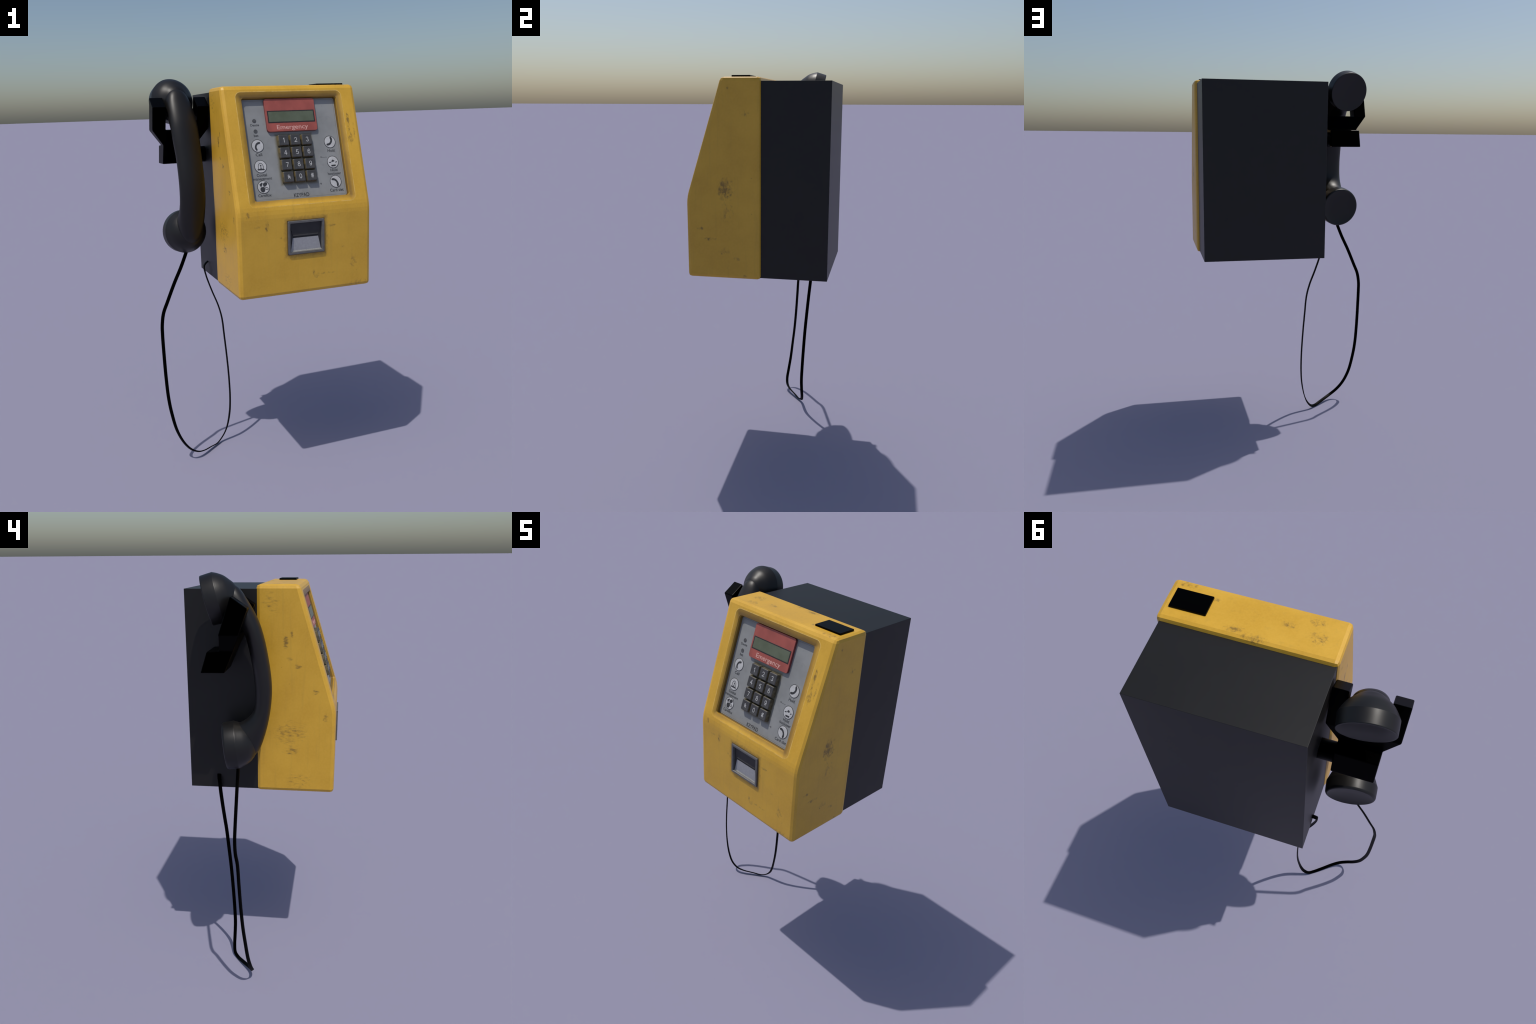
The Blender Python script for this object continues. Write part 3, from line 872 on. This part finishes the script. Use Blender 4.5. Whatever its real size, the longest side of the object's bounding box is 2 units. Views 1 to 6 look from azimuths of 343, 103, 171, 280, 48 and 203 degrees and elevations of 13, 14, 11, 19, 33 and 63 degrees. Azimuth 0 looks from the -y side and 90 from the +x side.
# ---------------------------------------------------------------- cord: flattened lead from mouthpiece to box
path = [(-0.330, 0.086, 1.150), (-0.3364, 0.0861, 1.1313), (-0.3670, 0.0865, 1.0586), (-0.4062, 0.0860, 0.9795), (-0.4480, 0.0860, 0.8848),
        (-0.4730, 0.0850, 0.8261), (-0.4845, 0.0811, 0.7668), (-0.4885, 0.0720, 0.7152), (-0.4890, 0.0660, 0.6066), (-0.4877, 0.0590, 0.4805),
        (-0.4835, 0.0508, 0.3694), (-0.4744, 0.0430, 0.2886), (-0.4520, 0.0333, 0.1805), (-0.4190, 0.0250, 0.1059), (-0.3825, 0.0218, 0.0610),
        (-0.3423, 0.0304, 0.0350), (-0.3047, 0.0515, 0.0227), (-0.2522, 0.0920, 0.0132), (-0.2102, 0.1235, 0.0069), (-0.1820, 0.1440, 0.0170),
        (-0.1560, 0.1510, 0.0474), (-0.1380, 0.1515, 0.0898), (-0.1216, 0.1505, 0.1671), (-0.1140, 0.1540, 0.2522), (-0.1135, 0.1600, 0.3718),
        (-0.1183, 0.1673, 0.4992), (-0.1250, 0.1765, 0.6200), (-0.1318, 0.1850, 0.7234), (-0.1473, 0.1905, 0.7944), (-0.1793, 0.1940, 0.8844),
        (-0.2063, 0.1969, 0.9719), (-0.2138, 0.1985, 1.0206), (-0.2056, 0.2020, 1.0349), (-0.1890, 0.2055, 1.0470), (-0.1800, 0.2070, 1.0520)]
P = catmull(path, 8)
rings = []
n = len(P)
for i, p in enumerate(P):
    t = (P[min(i + 1, n - 1)] - P[max(i - 1, 0)]).normalized()
    u = i / (n - 1) * (len(path) - 1)
    low = max(0.0, min(1.0, (0.16 - p.z) / 0.10))
    far = max(0.0, min(1.0, (u - 11.0) / 6.0))
    wide = Vector((-0.78, 0.62, 0.20)).lerp(Vector((-0.08, 1.0, 0.0)), far) + Vector((0.08 * low, 0.0, -0.62 * low))
    wide = (wide - t * wide.dot(t)).normalized()
    thin = t.cross(wide)
    half_w = 0.0091
    half_t = 0.0041 + (0.0029 - 0.0041) * far
    ring = []
    for j in range(16):
        a = 2 * math.pi * j / 16
        ca, sa = math.cos(a), math.sin(a)
        ca, sa = math.copysign(abs(ca) ** 0.55, ca), math.copysign(abs(sa) ** 0.55, sa)
        ring.append(p + wide * (half_w * ca) + thin * (half_t * sa))
    rings.append(ring)
link("handset_cord", to_mesh(loft(rings), "handset_cord"), root, M_CORD, None, 60)
